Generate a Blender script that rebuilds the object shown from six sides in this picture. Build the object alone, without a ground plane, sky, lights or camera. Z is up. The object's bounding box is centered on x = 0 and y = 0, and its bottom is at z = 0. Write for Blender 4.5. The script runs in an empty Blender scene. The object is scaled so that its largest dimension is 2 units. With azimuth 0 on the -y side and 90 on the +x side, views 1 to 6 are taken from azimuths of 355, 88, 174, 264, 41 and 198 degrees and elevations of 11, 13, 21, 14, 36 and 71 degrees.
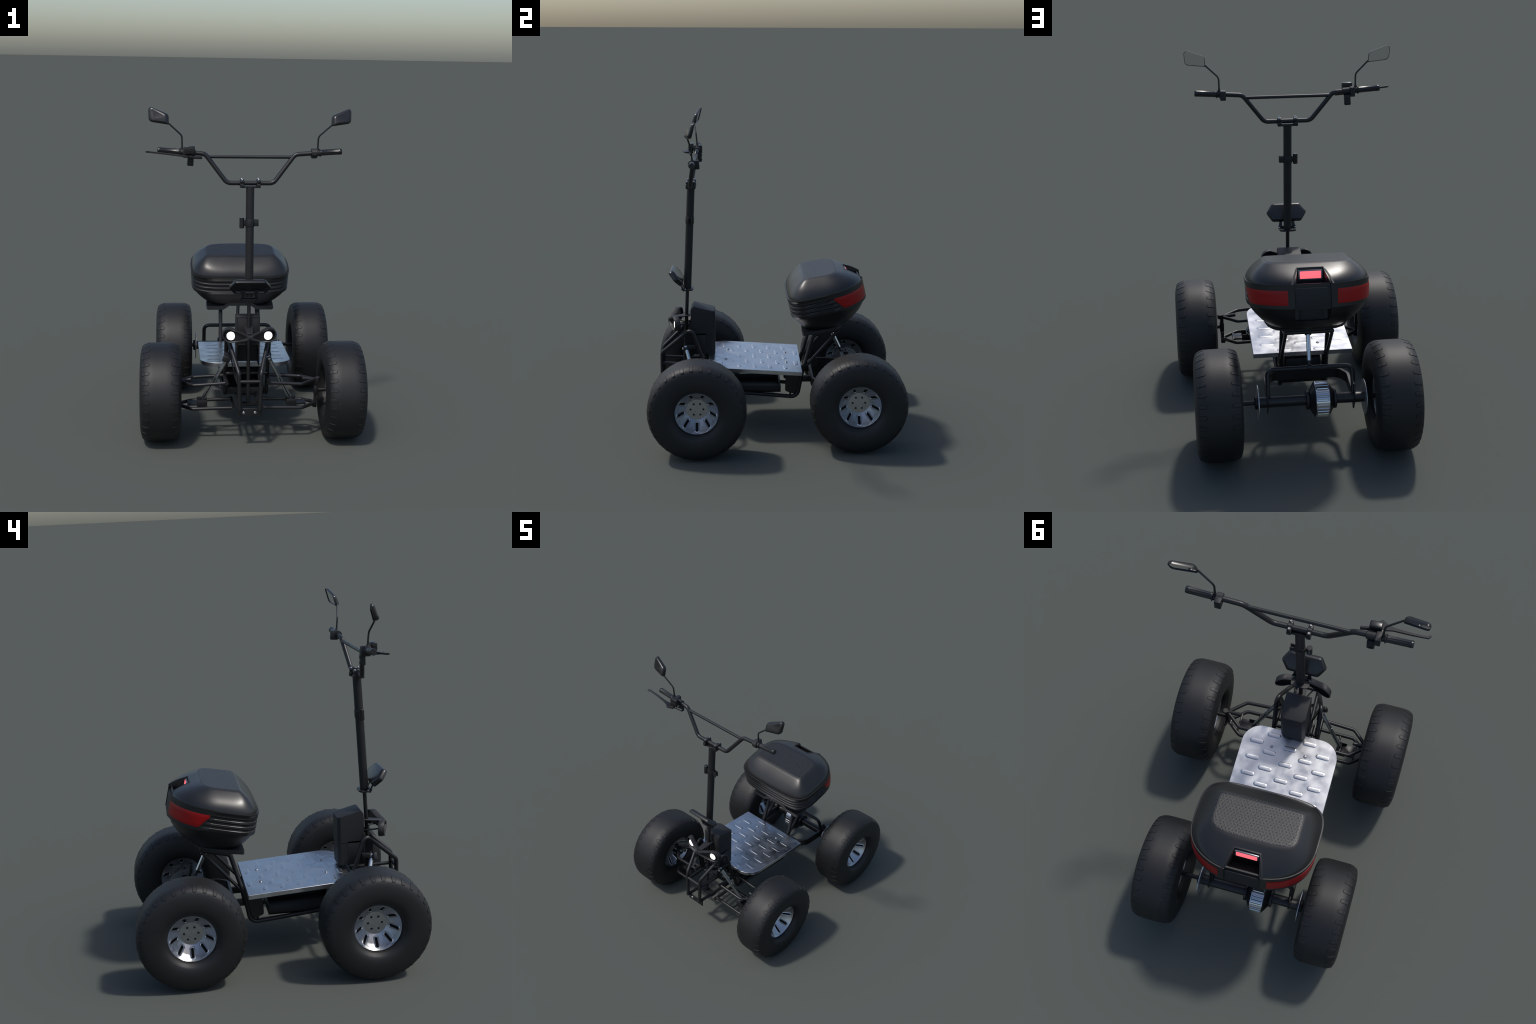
import bpy, bmesh, math, mathutils, mathutils.bvhtree
from math import sin, cos, pi, radians, sqrt, atan2
from mathutils import Vector, Matrix

CX = -0.030            # the frame's mid plane sits a little to the left of the wheels' mid plane
V = Vector


# ------------------------------------------------------------------ materials
def new_mat(name, color, rough=0.5, metal=0.0, spec=0.5, coat=0.0,
            vary=0.0, vary_scale=8.0, rough_vary=0.0, rough_scale=6.0,
            bump=0.0, bump_scale=200.0, stretch=(1, 1, 1), emit=None, emit_strength=0.0):
    m = bpy.data.materials.new(name)
    m.use_nodes = True
    nt = m.node_tree
    b = nt.nodes["Principled BSDF"]
    b.inputs["Base Color"].default_value = (*color, 1)
    b.inputs["Roughness"].default_value = rough
    b.inputs["Metallic"].default_value = metal
    b.inputs["Specular IOR Level"].default_value = spec
    b.inputs["Coat Weight"].default_value = coat
    if emit:
        b.inputs["Emission Color"].default_value = (*emit, 1)
        b.inputs["Emission Strength"].default_value = emit_strength
    tc = nt.nodes.new("ShaderNodeTexCoord")
    mp = nt.nodes.new("ShaderNodeMapping")
    mp.inputs["Scale"].default_value = stretch
    nt.links.new(tc.outputs["Object"], mp.inputs["Vector"])

    def noise(scale, detail=4):
        n = nt.nodes.new("ShaderNodeTexNoise")
        n.inputs["Scale"].default_value = scale
        n.inputs["Detail"].default_value = detail
        nt.links.new(mp.outputs["Vector"], n.inputs["Vector"])
        return n
    if vary:
        n = noise(vary_scale, 2)
        r = nt.nodes.new("ShaderNodeValToRGB")
        r.color_ramp.elements[0].position = 0.3
        r.color_ramp.elements[1].position = 0.7
        r.color_ramp.elements[0].color = (*[c * (1 - vary) for c in color], 1)
        r.color_ramp.elements[1].color = (*[min(1, c * (1 + vary)) for c in color], 1)
        nt.links.new(n.outputs["Fac"], r.inputs["Fac"])
        nt.links.new(r.outputs["Color"], b.inputs["Base Color"])
    if rough_vary:
        n = noise(rough_scale, 2)
        mr = nt.nodes.new("ShaderNodeMapRange")
        mr.inputs["From Min"].default_value = 0.3
        mr.inputs["From Max"].default_value = 0.7
        mr.inputs["To Min"].default_value = max(0.02, rough - rough_vary)
        mr.inputs["To Max"].default_value = rough + rough_vary
        nt.links.new(n.outputs["Fac"], mr.inputs["Value"])
        nt.links.new(mr.outputs["Result"], b.inputs["Roughness"])
    if bump:
        n = noise(bump_scale, 3)
        bp = nt.nodes.new("ShaderNodeBump")
        bp.inputs["Strength"].default_value = bump
        bp.inputs["Distance"].default_value = 0.002
        nt.links.new(n.outputs["Fac"], bp.inputs["Height"])
        nt.links.new(bp.outputs["Normal"], b.inputs["Normal"])
    return m


PAINT = new_mat("black_frame_paint", (0.011, 0.011, 0.012), rough=0.40, spec=0.5, rough_vary=0.05, bump=0.02, bump_scale=300)
COLUMN = new_mat("black_satin_metal", (0.014, 0.014, 0.015), rough=0.5, spec=0.4)
MATTE = new_mat("black_matte_plastic", (0.018, 0.018, 0.019), rough=0.55, spec=0.4, bump=0.05, bump_scale=400)
GLOSSY = new_mat("black_glossy_plastic", (0.013, 0.013, 0.014), rough=0.28, spec=0.5)
LUG_OUTLINE = new_mat("lug_outline_shade", (0.0022, 0.0022, 0.0024), rough=0.75, spec=0.2)  # groove shade put into the colour of a flush ring; no groove is cut
RUBBER = new_mat("tyre_rubber", (0.0085, 0.0085, 0.009), rough=0.55, spec=0.5, vary=0.08, vary_scale=12, bump=0.04, bump_scale=260)
CASE = new_mat("case_plastic", (0.016, 0.0163, 0.017), rough=0.33, spec=0.5, rough_vary=0.04, bump=0.03, bump_scale=350)
BOWL = new_mat("case_lower_plastic", (0.012, 0.012, 0.0125), rough=0.38, spec=0.45, bump=0.03, bump_scale=350)
DECK = new_mat("galvanised_sheet", (0.58, 0.59, 0.61), rough=0.33, metal=1.0, vary=0.08, vary_scale=12,
               rough_vary=0.10, rough_scale=14)
RIM = new_mat("brushed_alloy", (0.50, 0.51, 0.53), rough=0.33, metal=1.0, vary=0.03, vary_scale=30,
              rough_vary=0.08, rough_scale=60, bump=0.02, bump_scale=300)
SLOT_SHADE = new_mat("slot_floor_shade", (0.003, 0.003, 0.003), rough=0.7, spec=0.2)  # black on closed slot floors, standing for the darkness of open slots
RIM_BACK = new_mat("rim_interior_shade", (0.005, 0.005, 0.0055), rough=0.5)  # near-black colour stands for shade inside the rim and cap holes
DISC_STEEL = new_mat("ground_disc_steel", (0.55, 0.56, 0.58), rough=0.42, metal=1.0)
CHROME = new_mat("polished_steel", (0.62, 0.63, 0.65), rough=0.22, metal=1.0)
SHOCK = new_mat("shock_alloy", (0.62, 0.65, 0.66), rough=0.36, metal=1.0, rough_vary=0.08, rough_scale=20)
BOLT = new_mat("bolt_steel", (0.42, 0.42, 0.43), rough=0.36, metal=1.0)
RED = new_mat("red_reflector", (0.32, 0.004, 0.005), rough=0.35, spec=0.3, bump=0.10, bump_scale=90)
GLASS = new_mat("mirror_glass", (0.82, 0.83, 0.84), rough=0.03, metal=1.0)
LAMP = new_mat("lit_lamp", (0.9, 0.9, 0.9), rough=0.3, emit=(1, 1, 1), emit_strength=6.0)
TAIL = new_mat("lit_tail_lamp", (0.6, 0.05, 0.07), rough=0.3, emit=(1.0, 0.17, 0.21), emit_strength=1.0)
BEZEL = new_mat("tail_lamp_bezel", (0.22, 0.23, 0.25), rough=0.3, metal=0.6)


def panel_material():
    """Grip mat on the lid: staggered dark dimples and coarse grain, light specks."""
    m = new_mat("dimpled_grip_mat", (0.02, 0.02, 0.021), rough=0.40)
    nt = m.node_tree
    b = nt.nodes["Principled BSDF"]
    tc = nt.nodes.new("ShaderNodeTexCoord")
    sp = nt.nodes.new("ShaderNodeSeparateXYZ")
    nt.links.new(tc.outputs["Object"], sp.inputs[0])

    def math(op, a, bb=None, c=None):
        n = nt.nodes.new("ShaderNodeMath")
        n.operation = op
        for i, s in enumerate((a, bb, c)):
            if s is None:
                continue
            if isinstance(s, (int, float)):
                n.inputs[i].default_value = s
            else:
                nt.links.new(s, n.inputs[i])
        return n.outputs[0]
    px, py = 0.0185, 0.0155
    row = math('FLOOR', math('DIVIDE', sp.outputs["Y"], py))
    odd = math('MULTIPLY', math('FLOORED_MODULO', row, 2.0), px / 2)
    fx = math('SUBTRACT', math('FRACT', math('DIVIDE', math('ADD', sp.outputs["X"], odd), px)), 0.5)
    fy = math('SUBTRACT', math('FRACT', math('DIVIDE', sp.outputs["Y"], py)), 0.5)
    d = math('SQRT', math('ADD', math('POWER', math('MULTIPLY', fx, px), 2.0), math('POWER', math('MULTIPLY', fy, py), 2.0)))
    mr = nt.nodes.new("ShaderNodeMapRange")
    mr.inputs["From Min"].default_value = 0.0030
    mr.inputs["From Max"].default_value = 0.0045
    nt.links.new(d, mr.inputs["Value"])
    n = nt.nodes.new("ShaderNodeTexNoise")
    n.inputs["Scale"].default_value = 240
    n.inputs["Detail"].default_value = 2
    nt.links.new(tc.outputs["Object"], n.inputs["Vector"])
    ramp = nt.nodes.new("ShaderNodeValToRGB")
    ramp.color_ramp.elements[0].position = 0.35
    ramp.color_ramp.elements[0].color = (0.008, 0.008, 0.009, 1)
    ramp.color_ramp.elements[1].position = 0.68
    ramp.color_ramp.elements[1].color = (0.028, 0.028, 0.029, 1)
    nt.links.new(n.outputs["Fac"], ramp.inputs["Fac"])
    mx = nt.nodes.new("ShaderNodeMix")
    mx.data_type = 'RGBA'
    mx.inputs["A"].default_value = (0.005, 0.005, 0.006, 1)
    nt.links.new(mr.outputs["Result"], mx.inputs["Factor"])
    nt.links.new(ramp.outputs["Color"], mx.inputs["B"])
    nt.links.new(mx.outputs["Result"], b.inputs["Base Color"])
    h = math('ADD', math('MULTIPLY', mr.outputs["Result"], 0.7), math('MULTIPLY', n.outputs["Fac"], 0.9))
    bp = nt.nodes.new("ShaderNodeBump")
    bp.inputs["Strength"].default_value = 0.55
    bp.inputs["Distance"].default_value = 0.002
    nt.links.new(h, bp.inputs["Height"])
    nt.links.new(bp.outputs["Normal"], b.inputs["Normal"])
    return m


MAT_PANEL = panel_material()

# ------------------------------------------------------------------ object helpers
ROOT = bpy.data.objects.new("electric_quad_scooter", None)
bpy.context.scene.collection.objects.link(ROOT)
ROOT["label"] = "black stand-on electric scooter with four fat tyres and rear top case"
ROOT["category"] = "electric scooter"


def finish(me, angle=35):
    me.validate()
    bm = bmesh.new()
    bm.from_mesh(me)
    bmesh.ops.recalc_face_normals(bm, faces=bm.faces)
    bm.to_mesh(me)
    bm.free()
    me.shade_smooth()
    me.set_sharp_from_angle(angle=radians(angle))
    return me


def mesh(name, verts, faces, angle=35):
    me = bpy.data.meshes.new(name)
    me.from_pydata([tuple(v) for v in verts], [], faces)
    return finish(me, angle)


def add(name, me, mat, parent=None, loc=None, rot=None):
    o = bpy.data.objects.new(name, me)
    bpy.context.scene.collection.objects.link(o)
    if me is not None and mat is not None and len(me.materials) == 0:
        me.materials.append(mat)
    o.parent = parent or ROOT
    if loc is not None:
        o.location = loc
    if rot is not None:
        o.rotation_euler = rot
    return o


def frame_of(d):
    d = V(d).normalized()
    a = V((0, 0, 1)) if abs(d.z) < 0.9 else V((1, 0, 0))
    u = d.cross(a).normalized()
    return u, u.cross(d).normalized()


def fillet(pts, rad, n=6, closed=False):
    """Round the corners of a polyline (2D or 3D); rad is one value or one per point."""
    pts = [V(p) for p in pts]
    N = len(pts)
    out = []
    for i, p in enumerate(pts):
        r = rad[i] if isinstance(rad, (list, tuple)) else rad
        if (not closed and i in (0, N - 1)) or r <= 0:
            out.append(p)
            continue
        a, c = pts[i - 1], pts[(i + 1) % N]
        da, dc = (a - p), (c - p)
        la, lc = da.length, dc.length
        da, dc = da / la, dc / lc
        ang = da.angle(dc)
        if ang > pi - 0.02:
            out.append(p)
            continue
        t = min(r / math.tan(ang / 2), la * 0.48, lc * 0.48)
        rr = t * math.tan(ang / 2)
        bis = (da + dc).normalized()
        cen = p + bis * (rr / sin(ang / 2))
        s, e = p + da * t - cen, p + dc * t - cen
        tot = s.angle(e)
        for k in range(n + 1):
            f = k / n
            out.append(cen + (s * sin((1 - f) * tot) + e * sin(f * tot)) / sin(tot))
    return out


def sweep(pts, section, closed=False, up=None):
    """Carry a 2D section (list of (u, v)) along a path."""
    pts = [V(p) for p in pts]
    N, K = len(pts), len(section)
    verts, faces = [], []
    tang = []
    for i in range(N):
        a = pts[i - 1] if (i > 0 or closed) else pts[i]
        b = pts[(i + 1) % N] if (i < N - 1 or closed) else pts[i]
        t1 = (pts[i] - a).normalized() if (pts[i] - a).length > 1e-9 else None
        t2 = (b - pts[i]).normalized() if (b - pts[i]).length > 1e-9 else None
        t = (t1 or V((0, 0, 0))) + (t2 or V((0, 0, 0)))
        tang.append(t.normalized())
    u = frame_of(tang[0])[0] if up is None else V(up).cross(tang[0]).normalized()
    for i in range(N):
        t = tang[i]
        if up is not None:
            u = V(up).cross(t).normalized()
        else:
            u = (u - t * u.dot(t)).normalized()
        w = t.cross(u).normalized()
        # keep the section's width through mitred corners
        k = 1.0
        if 0 < i < N - 1:
            c = (pts[i] - pts[i - 1]).normalized().dot(t)
            k = 1 / max(0.5, c)
        for (a, b) in section:
            verts.append(pts[i] + u * a * (k if up is not None else 1) + w * b)
    R = N if closed else N - 1
    for i in range(R):
        for j in range(K):
            a, b = i * K + j, i * K + (j + 1) % K
            c, d = ((i + 1) % N) * K + (j + 1) % K, ((i + 1) % N) * K + j
            faces.append((a, b, c, d))
    if not closed:
        faces.append(tuple(range(K))[::-1])
        faces.append(tuple(range((N - 1) * K, N * K)))
    return verts, faces


def circle(r, n=14):
    return [(r * cos(2 * pi * i / n), r * sin(2 * pi * i / n)) for i in range(n)]


def tube(name, pts, r, bend=0.03, mat=PAINT, parent=None, n=14, closed=False, seg=6):
    v, f = sweep(fillet(pts, bend, seg, closed), circle(r, n), closed)
    return add(name, mesh(name, v, f, 50), mat, parent)


def lathe_data(profile, n=32, close=False):
    """profile of (a, r) along local X; r = 0 ends are closed to a point."""
    verts, faces, rows = [], [], []
    for a, r in profile:
        if r < 1e-6:
            rows.append([len(verts)])
            verts.append((a, 0, 0))
        else:
            rows.append(list(range(len(verts), len(verts) + n)))
            verts += [(a, r * sin(2 * pi * i / n), -r * cos(2 * pi * i / n)) for i in range(n)]
    pairs = list(zip(rows, rows[1:])) + ([(rows[-1], rows[0])] if close else [])
    for p, q in pairs:
        for i in range(n):
            j = (i + 1) % n
            if len(p) == 1 and len(q) == 1:
                continue
            if len(p) == 1:
                faces.append((p[0], q[i], q[j]))
            elif len(q) == 1:
                faces.append((p[i], q[0], p[j]))
            else:
                faces.append((p[i], q[i], q[j], p[j]))
    return verts, faces


def place(verts, p, axis):
    """Turn local X to the given axis and move to p."""
    q = V((1, 0, 0)).rotation_difference(V(axis).normalized())
    return [V(p) + q @ V(v) for v in verts]


def lathe(name, profile, p=(0, 0, 0), axis=(1, 0, 0), n=32, mat=PAINT, parent=None, close=False, angle=35):
    v, f = lathe_data(profile, n, close)
    return add(name, mesh(name, place(v, p, axis), f, angle), mat, parent)


def rod(name, p0, p1, r0, r1=None, n=20, ch=0.002, mat=PAINT, parent=None):
    p0, p1 = V(p0), V(p1)
    L = (p1 - p0).length
    r1 = r0 if r1 is None else r1
    ch = min(ch, r0 * 0.4, r1 * 0.4, L * 0.3)
    return lathe(name, [(0, 0), (0, r0 - ch), (ch, r0), (L - ch, r1), (L, r1 - ch), (L, 0)], p0, p1 - p0, n, mat, parent)


def block_data(c, s, R=None, bevel=0.003, seg=2):
    bm = bmesh.new()
    bmesh.ops.create_cube(bm, size=1.0)
    for v in bm.verts:
        v.co = V((v.co.x * s[0], v.co.y * s[1], v.co.z * s[2]))
    if bevel > 0:
        bmesh.ops.bevel(bm, geom=bm.edges[:], offset=min(bevel, min(s) * 0.45), segments=seg, affect='EDGES', profile=0.5)
    if R is not None:
        bmesh.ops.rotate(bm, verts=bm.verts, cent=(0, 0, 0), matrix=R)
    bmesh.ops.translate(bm, verts=bm.verts, vec=V(c))
    me = bpy.data.meshes.new("b")
    bm.to_mesh(me)
    bm.free()
    return me


def block(name, c, s, R=None, bevel=0.003, mat=PAINT, parent=None, seg=2):
    me = block_data(c, s, R, bevel, seg)
    me.name = name
    return add(name, finish(me, 30), mat, parent)


def rot(ax, deg):
    return Matrix.Rotation(radians(deg), 3, ax)


def loft_data(rings, cap0=True, cap1=True):
    K = len(rings[0])
    verts = [V(p) for r in rings for p in r]
    faces = []
    for i in range(len(rings) - 1):
        for j in range(K):
            faces.append((i * K + j, i * K + (j + 1) % K, (i + 1) * K + (j + 1) % K, (i + 1) * K + j))
    if cap0:
        faces.append(tuple(range(K))[::-1])
    if cap1:
        faces.append(tuple(range((len(rings) - 1) * K, len(rings) * K)))
    return verts, faces


def loft(name, rings, mat, parent=None, cap0=True, cap1=True, angle=35, **kw):
    v, f = loft_data(rings, cap0, cap1)
    return add(name, mesh(name, v, f, angle), mat, parent, **kw)


def prism(name, outline, to3d, t, mat, parent=None, ch=0.0015, angle=30):
    """Plate: a 2D outline mapped by to3d(p, q, h) with depth h from 0 to t and chamfered rims."""
    c = sum((V((p[0], p[1])) for p in outline), V((0, 0))) / len(outline)
    n = len(outline)

    def inset(d):
        res = []
        for i in range(n):
            a, b, e = V(outline[i - 1][:2]), V(outline[i][:2]), V(outline[(i + 1) % n][:2])
            t1, t2 = (b - a).normalized(), (e - b).normalized()
            nn = V((t1.y + t2.y, -(t1.x + t2.x)))
            nn.normalize()
            res.append(b - nn * d * (1 if area > 0 else -1))
        return res
    area = sum(outline[i - 1][0] * outline[i][1] - outline[i][0] * outline[i - 1][1] for i in range(n))
    lo = inset(ch)
    rings = [[to3d(p[0], p[1], 0) for p in lo], [to3d(p[0], p[1], ch) for p in outline],
             [to3d(p[0], p[1], t - ch) for p in outline], [to3d(p[0], p[1], t) for p in lo]]
    return loft(name, rings, mat, parent, angle=angle)


def mx(x):
    return CX + x


def cap_screw(name, p, axis, r=0.0075, h=0.005, parent=None, mat=BOLT):
    """Round head with a socket."""
    return lathe(name, [(-0.004, 0), (-0.004, r * 0.9), (0, r), (h * 0.5, r * 0.95), (h, r * 0.65), (h, r * 0.38), (h * 0.3, r * 0.36), (h * 0.3, 0)],
                 p, axis, 16, mat, parent, angle=50)


# ------------------------------------------------------------------ wheels
TYRE_R = 0.2975
NSEG = 32
TYRE_HALF = [(0.0, TYRE_R), (0.035, TYRE_R), (0.063, 0.2965), (0.086, 0.291), (0.105, 0.2805), (0.1135, 0.266), (0.1185, 0.246),
             (0.1218, 0.222), (0.1228, 0.198), (0.1210, 0.176), (0.1170, 0.160), (0.1125, 0.1515)]
OUTER_LIP = [(0.1110, 0.1500), (0.0990, 0.1385), (0.0965, 0.1365), (0.0815, 0.1315)]


def build_tyre_mesh():
    prof = [(-a, r) for a, r in TYRE_HALF[::-1]] + TYRE_HALF[1:]
    prof += OUTER_LIP + [(0.060, 0.1325), (-0.060, 0.1325)] + [(-a_, r_) for a_, r_ in OUTER_LIP[::-1]]
    v, f = lathe_data(prof, NSEG, close=True)
    return mesh("tyre", v, f, 35)


def build_lug_mesh(side):
    """A shallow rounded pad that follows the tyre's shoulder; built at the lowest point of the wheel."""
    sec = [(a, r * cos(pi / NSEG)) for a, r in TYRE_HALF[2:7]]
    pts = [V((a, r)) for a, r in sec]
    ln = [0]
    for a, b in zip(pts, pts[1:]):
        ln.append(ln[-1] + (b - a).length)

    def at(s):
        for i in range(len(pts) - 1):
            if s <= ln[i + 1] or i == len(pts) - 2:
                f = (s - ln[i]) / (ln[i + 1] - ln[i])
                p = pts[i].lerp(pts[i + 1], f)
                t = (pts[i + 1] - pts[i]).normalized()
                return p, V((-t.y, t.x))
    s0, s1, hw = 0.001, 0.0535, 0.0100
    NA, NL = 7, 7
    # half outline from the inner tip to the outer tip; the other half mirrors it
    half = []
    for k in range(NA):
        th = pi / 2 * (k + 0.5) / NA
        half.append((s0 + hw * (1 - cos(th)), hw * sin(th), -cos(th), sin(th)))
    for k in range(NL):
        half.append((s0 + hw + (s1 - s0 - 2 * hw) * k / (NL - 1), hw, 0.0, 1.0))
    for k in range(NA):
        th = pi / 2 * (1 - (k + 0.5) / NA)
        half.append((s1 - hw * (1 - cos(th)), hw * sin(th), cos(th), sin(th)))
    outline = half + [(q, -t, ds, -dt) for q, t, ds, dt in half[::-1]]
    M = len(outline)
    verts, faces, mats = [], [], []
    for d, h in ((0.0016, -0.0010), (0.0015, 0.0004), (0.0, 0.0003), (-0.0003, 0.0017), (-0.0010, 0.0021)):
        for q, t, ds, dt in outline:
            p, nn = at(max(-0.002, q + ds * d))
            p = p + nn * h
            verts.append(V((side * p.x, t + dt * d, -p.y)))
    for r in range(4):
        for i in range(M):
            j = (i + 1) % M
            faces.append((r * M + i, r * M + j, (r + 1) * M + j, (r + 1) * M + i))
            mats.append(1 if r < 2 else 0)      # uncut skirt round the pad, coloured dark like a groove's shade
    o = 4 * M
    for i in range(M // 2 - 1):
        faces.append((o + i, o + i + 1, o + M - 2 - i, o + M - 1 - i))
        mats.append(0)
    me = bpy.data.meshes.new("tread_lug")
    me.from_pydata([tuple(v) for v in verts], [], faces)
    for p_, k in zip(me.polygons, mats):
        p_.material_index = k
    return finish(me, 25)


def build_dish_mesh():
    """Conical wheel disc with nine closed slots, floors blackened to look open, each with a raised lip."""
    A0, R0, A1, R1 = 0.0055, 0.0630, 0.080, 0.1305
    L = sqrt((A1 - A0) ** 2 + (R1 - R0) ** 2)
    na, nr = (R1 - R0) / L, -(A1 - A0) / L
    NS, M = 9, 40
    sc, hl, hw = 0.0490, 0.0225, 0.0060
    half = pi / NS
    verts, faces, dark = [], [], []

    def pt(s, phi, h, c):
        r = R0 + (R1 - R0) * s / L + nr * h
        a = A0 + (A1 - A0) * s / L + na * h
        # shallow dip of the cone's web towards its middle
        dip = -0.004 * sin(pi * max(0, min(1, s / L)))
        a += dip * na
        r += dip * nr
        return V((a, r * sin(c + phi), -r * cos(c + phi)))
    loops = [(0, -0.005), (0, -0.0005), (0.0015, 0.0016), (0.0050, 0.0032), (0.0075, 0.0016), (0.0095, 0.0)]
    for k in range(NS):
        c = 2 * pi * k / NS
        base = len(verts)
        for d, h in loops:
            for i in range(M):
                th = 2 * pi * i / M
                ds = cos(th) * (hw + d)
                dt = sin(th) * (hw + d)
                s = sc + ds + (hl if cos(th) > 0 else -hl) * (1 if abs(cos(th)) > 1e-6 else 0)
                rr = R0 + (R1 - R0) * s / L
                verts.append(pt(s, dt / rr, h, c))
        for i in range(M):
            th = 2 * pi * i / M
            q = max(abs(cos(th)), abs(sin(th)))
            bx, by = cos(th) / q, sin(th) / q
            s = sc + bx * ((L - sc) if bx > 0 else sc)
            verts.append(pt(s, by * half, 0, c))
        for lp in range(len(loops)):
            for i in range(M):
                j = (i + 1) % M
                a, b = base + lp * M, base + (lp + 1) * M
                faces.append((a + i, a + j, b + j, b + i))
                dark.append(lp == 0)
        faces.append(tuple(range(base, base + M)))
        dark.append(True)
    me = bpy.data.meshes.new("wheel")
    me.from_pydata([tuple(v) for v in verts], [], faces)
    for p_, k_ in zip(me.polygons, dark):
        p_.material_index = int(k_)
    bm = bmesh.new()
    bm.from_mesh(me)
    bmesh.ops.remove_doubles(bm, verts=bm.verts, dist=1e-5)
    bm.to_mesh(me)
    bm.free()
    return finish(me, 40)


def build_cap_mesh():
    """Flat hub cap with six drilled holes."""
    R, NH, M = 0.0648, 6, 24
    rc, rh = 0.0385, 0.0062
    verts, faces = [], []
    a = 0.0065
    for k in range(NH):
        c = 2 * pi * (k + 0.5) / NH
        base = len(verts)
        for rad, h in ((rh, -0.005), (rh, -0.0006), (rh + 0.0006, 0)):
            for i in range(M):
                th = 2 * pi * i / M
                r = rc + rad * cos(th)
                t = rad * sin(th)
                phi = c + atan2(t, r)
                rr = sqrt(r * r + t * t)
                verts.append(V((a + h, rr * sin(phi), -rr * cos(phi))))
        for i in range(M):
            th = 2 * pi * i / M
            q = max(abs(cos(th)), abs(sin(th)))
            bx, by = cos(th) / q, sin(th) / q
            r = rc + bx * ((R - 0.001 - rc) if bx > 0 else (rc - 0.010))
            phi = c + by * pi / NH
            verts.append(V((a, r * sin(phi), -r * cos(phi))))
        for lp in range(3):
            for i in range(M):
                j = (i + 1) % M
                faces.append((base + lp * M + i, base + lp * M + j, base + (lp + 1) * M + j, base + (lp + 1) * M + i))
    # centre plug, rim and back
    v2, f2 = lathe_data([(a, 0), (a, 0.010)], 48)
    off = len(verts)
    verts += [V(p) for p in v2]
    faces += [tuple(i + off for i in q) for q in f2]
    v2, f2 = lathe_data([(a, R - 0.001), (a - 0.0006, R - 0.0002), (a - 0.006, R)], 60)
    off = len(verts)
    verts += [V(p) for p in v2]
    faces += [tuple(i + off for i in q) for q in f2]
    me = bpy.data.meshes.new("hub_cap")
    me.from_pydata([tuple(v) for v in verts], [], faces)
    return finish(me, 35)


TYRE_ME = build_tyre_mesh()
LUG_ME = {1: build_lug_mesh(1), -1: build_lug_mesh(-1)}
DISH_ME = build_dish_mesh()
CAP_ME = build_cap_mesh()
HUB_ME = mesh("hub_backing", *lathe_data([(-0.001, 0), (-0.001, 0.060), (0.001, 0.060), (0.001, 0)], 32))  # thin dark disc behind the cap holes so they look black
RIM_ME = mesh("rim_barrel", *lathe_data([(0.081, 0.1295), (0.081, 0.1312), (0.060, 0.1316), (-0.060, 0.1316), (-0.081, 0.1312), (-0.081, 0.1295), (-0.060, 0.1285), (0.060, 0.1285)], 48, close=True))
for me_, mt in ((TYRE_ME, RUBBER), (LUG_ME[1], RUBBER), (LUG_ME[-1], RUBBER), (DISH_ME, RIM), (CAP_ME, RIM), (HUB_ME, RIM_BACK), (RIM_ME, RIM_BACK)):
    me_.materials.append(mt)
for s_ in (1, -1):
    LUG_ME[s_].materials.append(LUG_OUTLINE)
DISH_ME.materials.append(SLOT_SHADE)

WHEELS = [(0.551, -0.491), (-0.551, -0.491), (0.467, 0.493), (-0.467, 0.493)]
for wx, wy in WHEELS:
    side = 1 if wx > 0 else -1
    w = add("wheel", DISH_ME, None, None, (wx, wy, TYRE_R), (0, 0, 0 if side > 0 else pi))
    add("tyre", TYRE_ME, None, w)
    add("hub_cap", CAP_ME, None, w)
    add("hub_backing", HUB_ME, None, w)
    add("wheel_face", DISH_ME, None, w, rot=(pi, 0, pi))
    add("hub_cap", CAP_ME, None, w, rot=(pi, 0, pi))
    add("rim_barrel", RIM_ME, None, w)
    for s in (1, -1):
        for k in range(NSEG):
            add("tread_lug", LUG_ME[s], None, w, rot=((k + 0.5) * 2 * pi / NSEG, 0, 0))

# ------------------------------------------------------------------ deck
def deck_z(y):
    return 0.418 - 0.0625 * (y - 0.16)


DECK_T = 0.026
out = fillet([(0.28, 0.160), (0.28, -0.432), (-0.28, -0.432), (-0.28, 0.160)], [0.004, 0.112, 0.112, 0.004], 8, True)
deck = prism("deck_plate", [(p.x, p.y) for p in out], lambda p, q, h: V((mx(p), q, deck_z(q) - DECK_T + h)), DECK_T, DECK, ch=0.0015)


def bead_mesh():
    rings = []
    for d, h in ((-0.001, -0.0010), (0.0010, 0.0004), (0.0035, 0.0014), (0.0060, 0.0019), (0.0105, 0.0020)):
        hw, hl = 0.0145 - d, 0.0265
        ring = []
        for i in range(28):
            th = 2 * pi * (i + 0.5) / 28
            ring.append(V((hw * cos(th) + (hl if cos(th) > 0 else -hl), hw * sin(th), h)))
        rings.append(ring)
    v, f = loft_data(rings)
    return mesh("raised_bead", v, f, 60)


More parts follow.
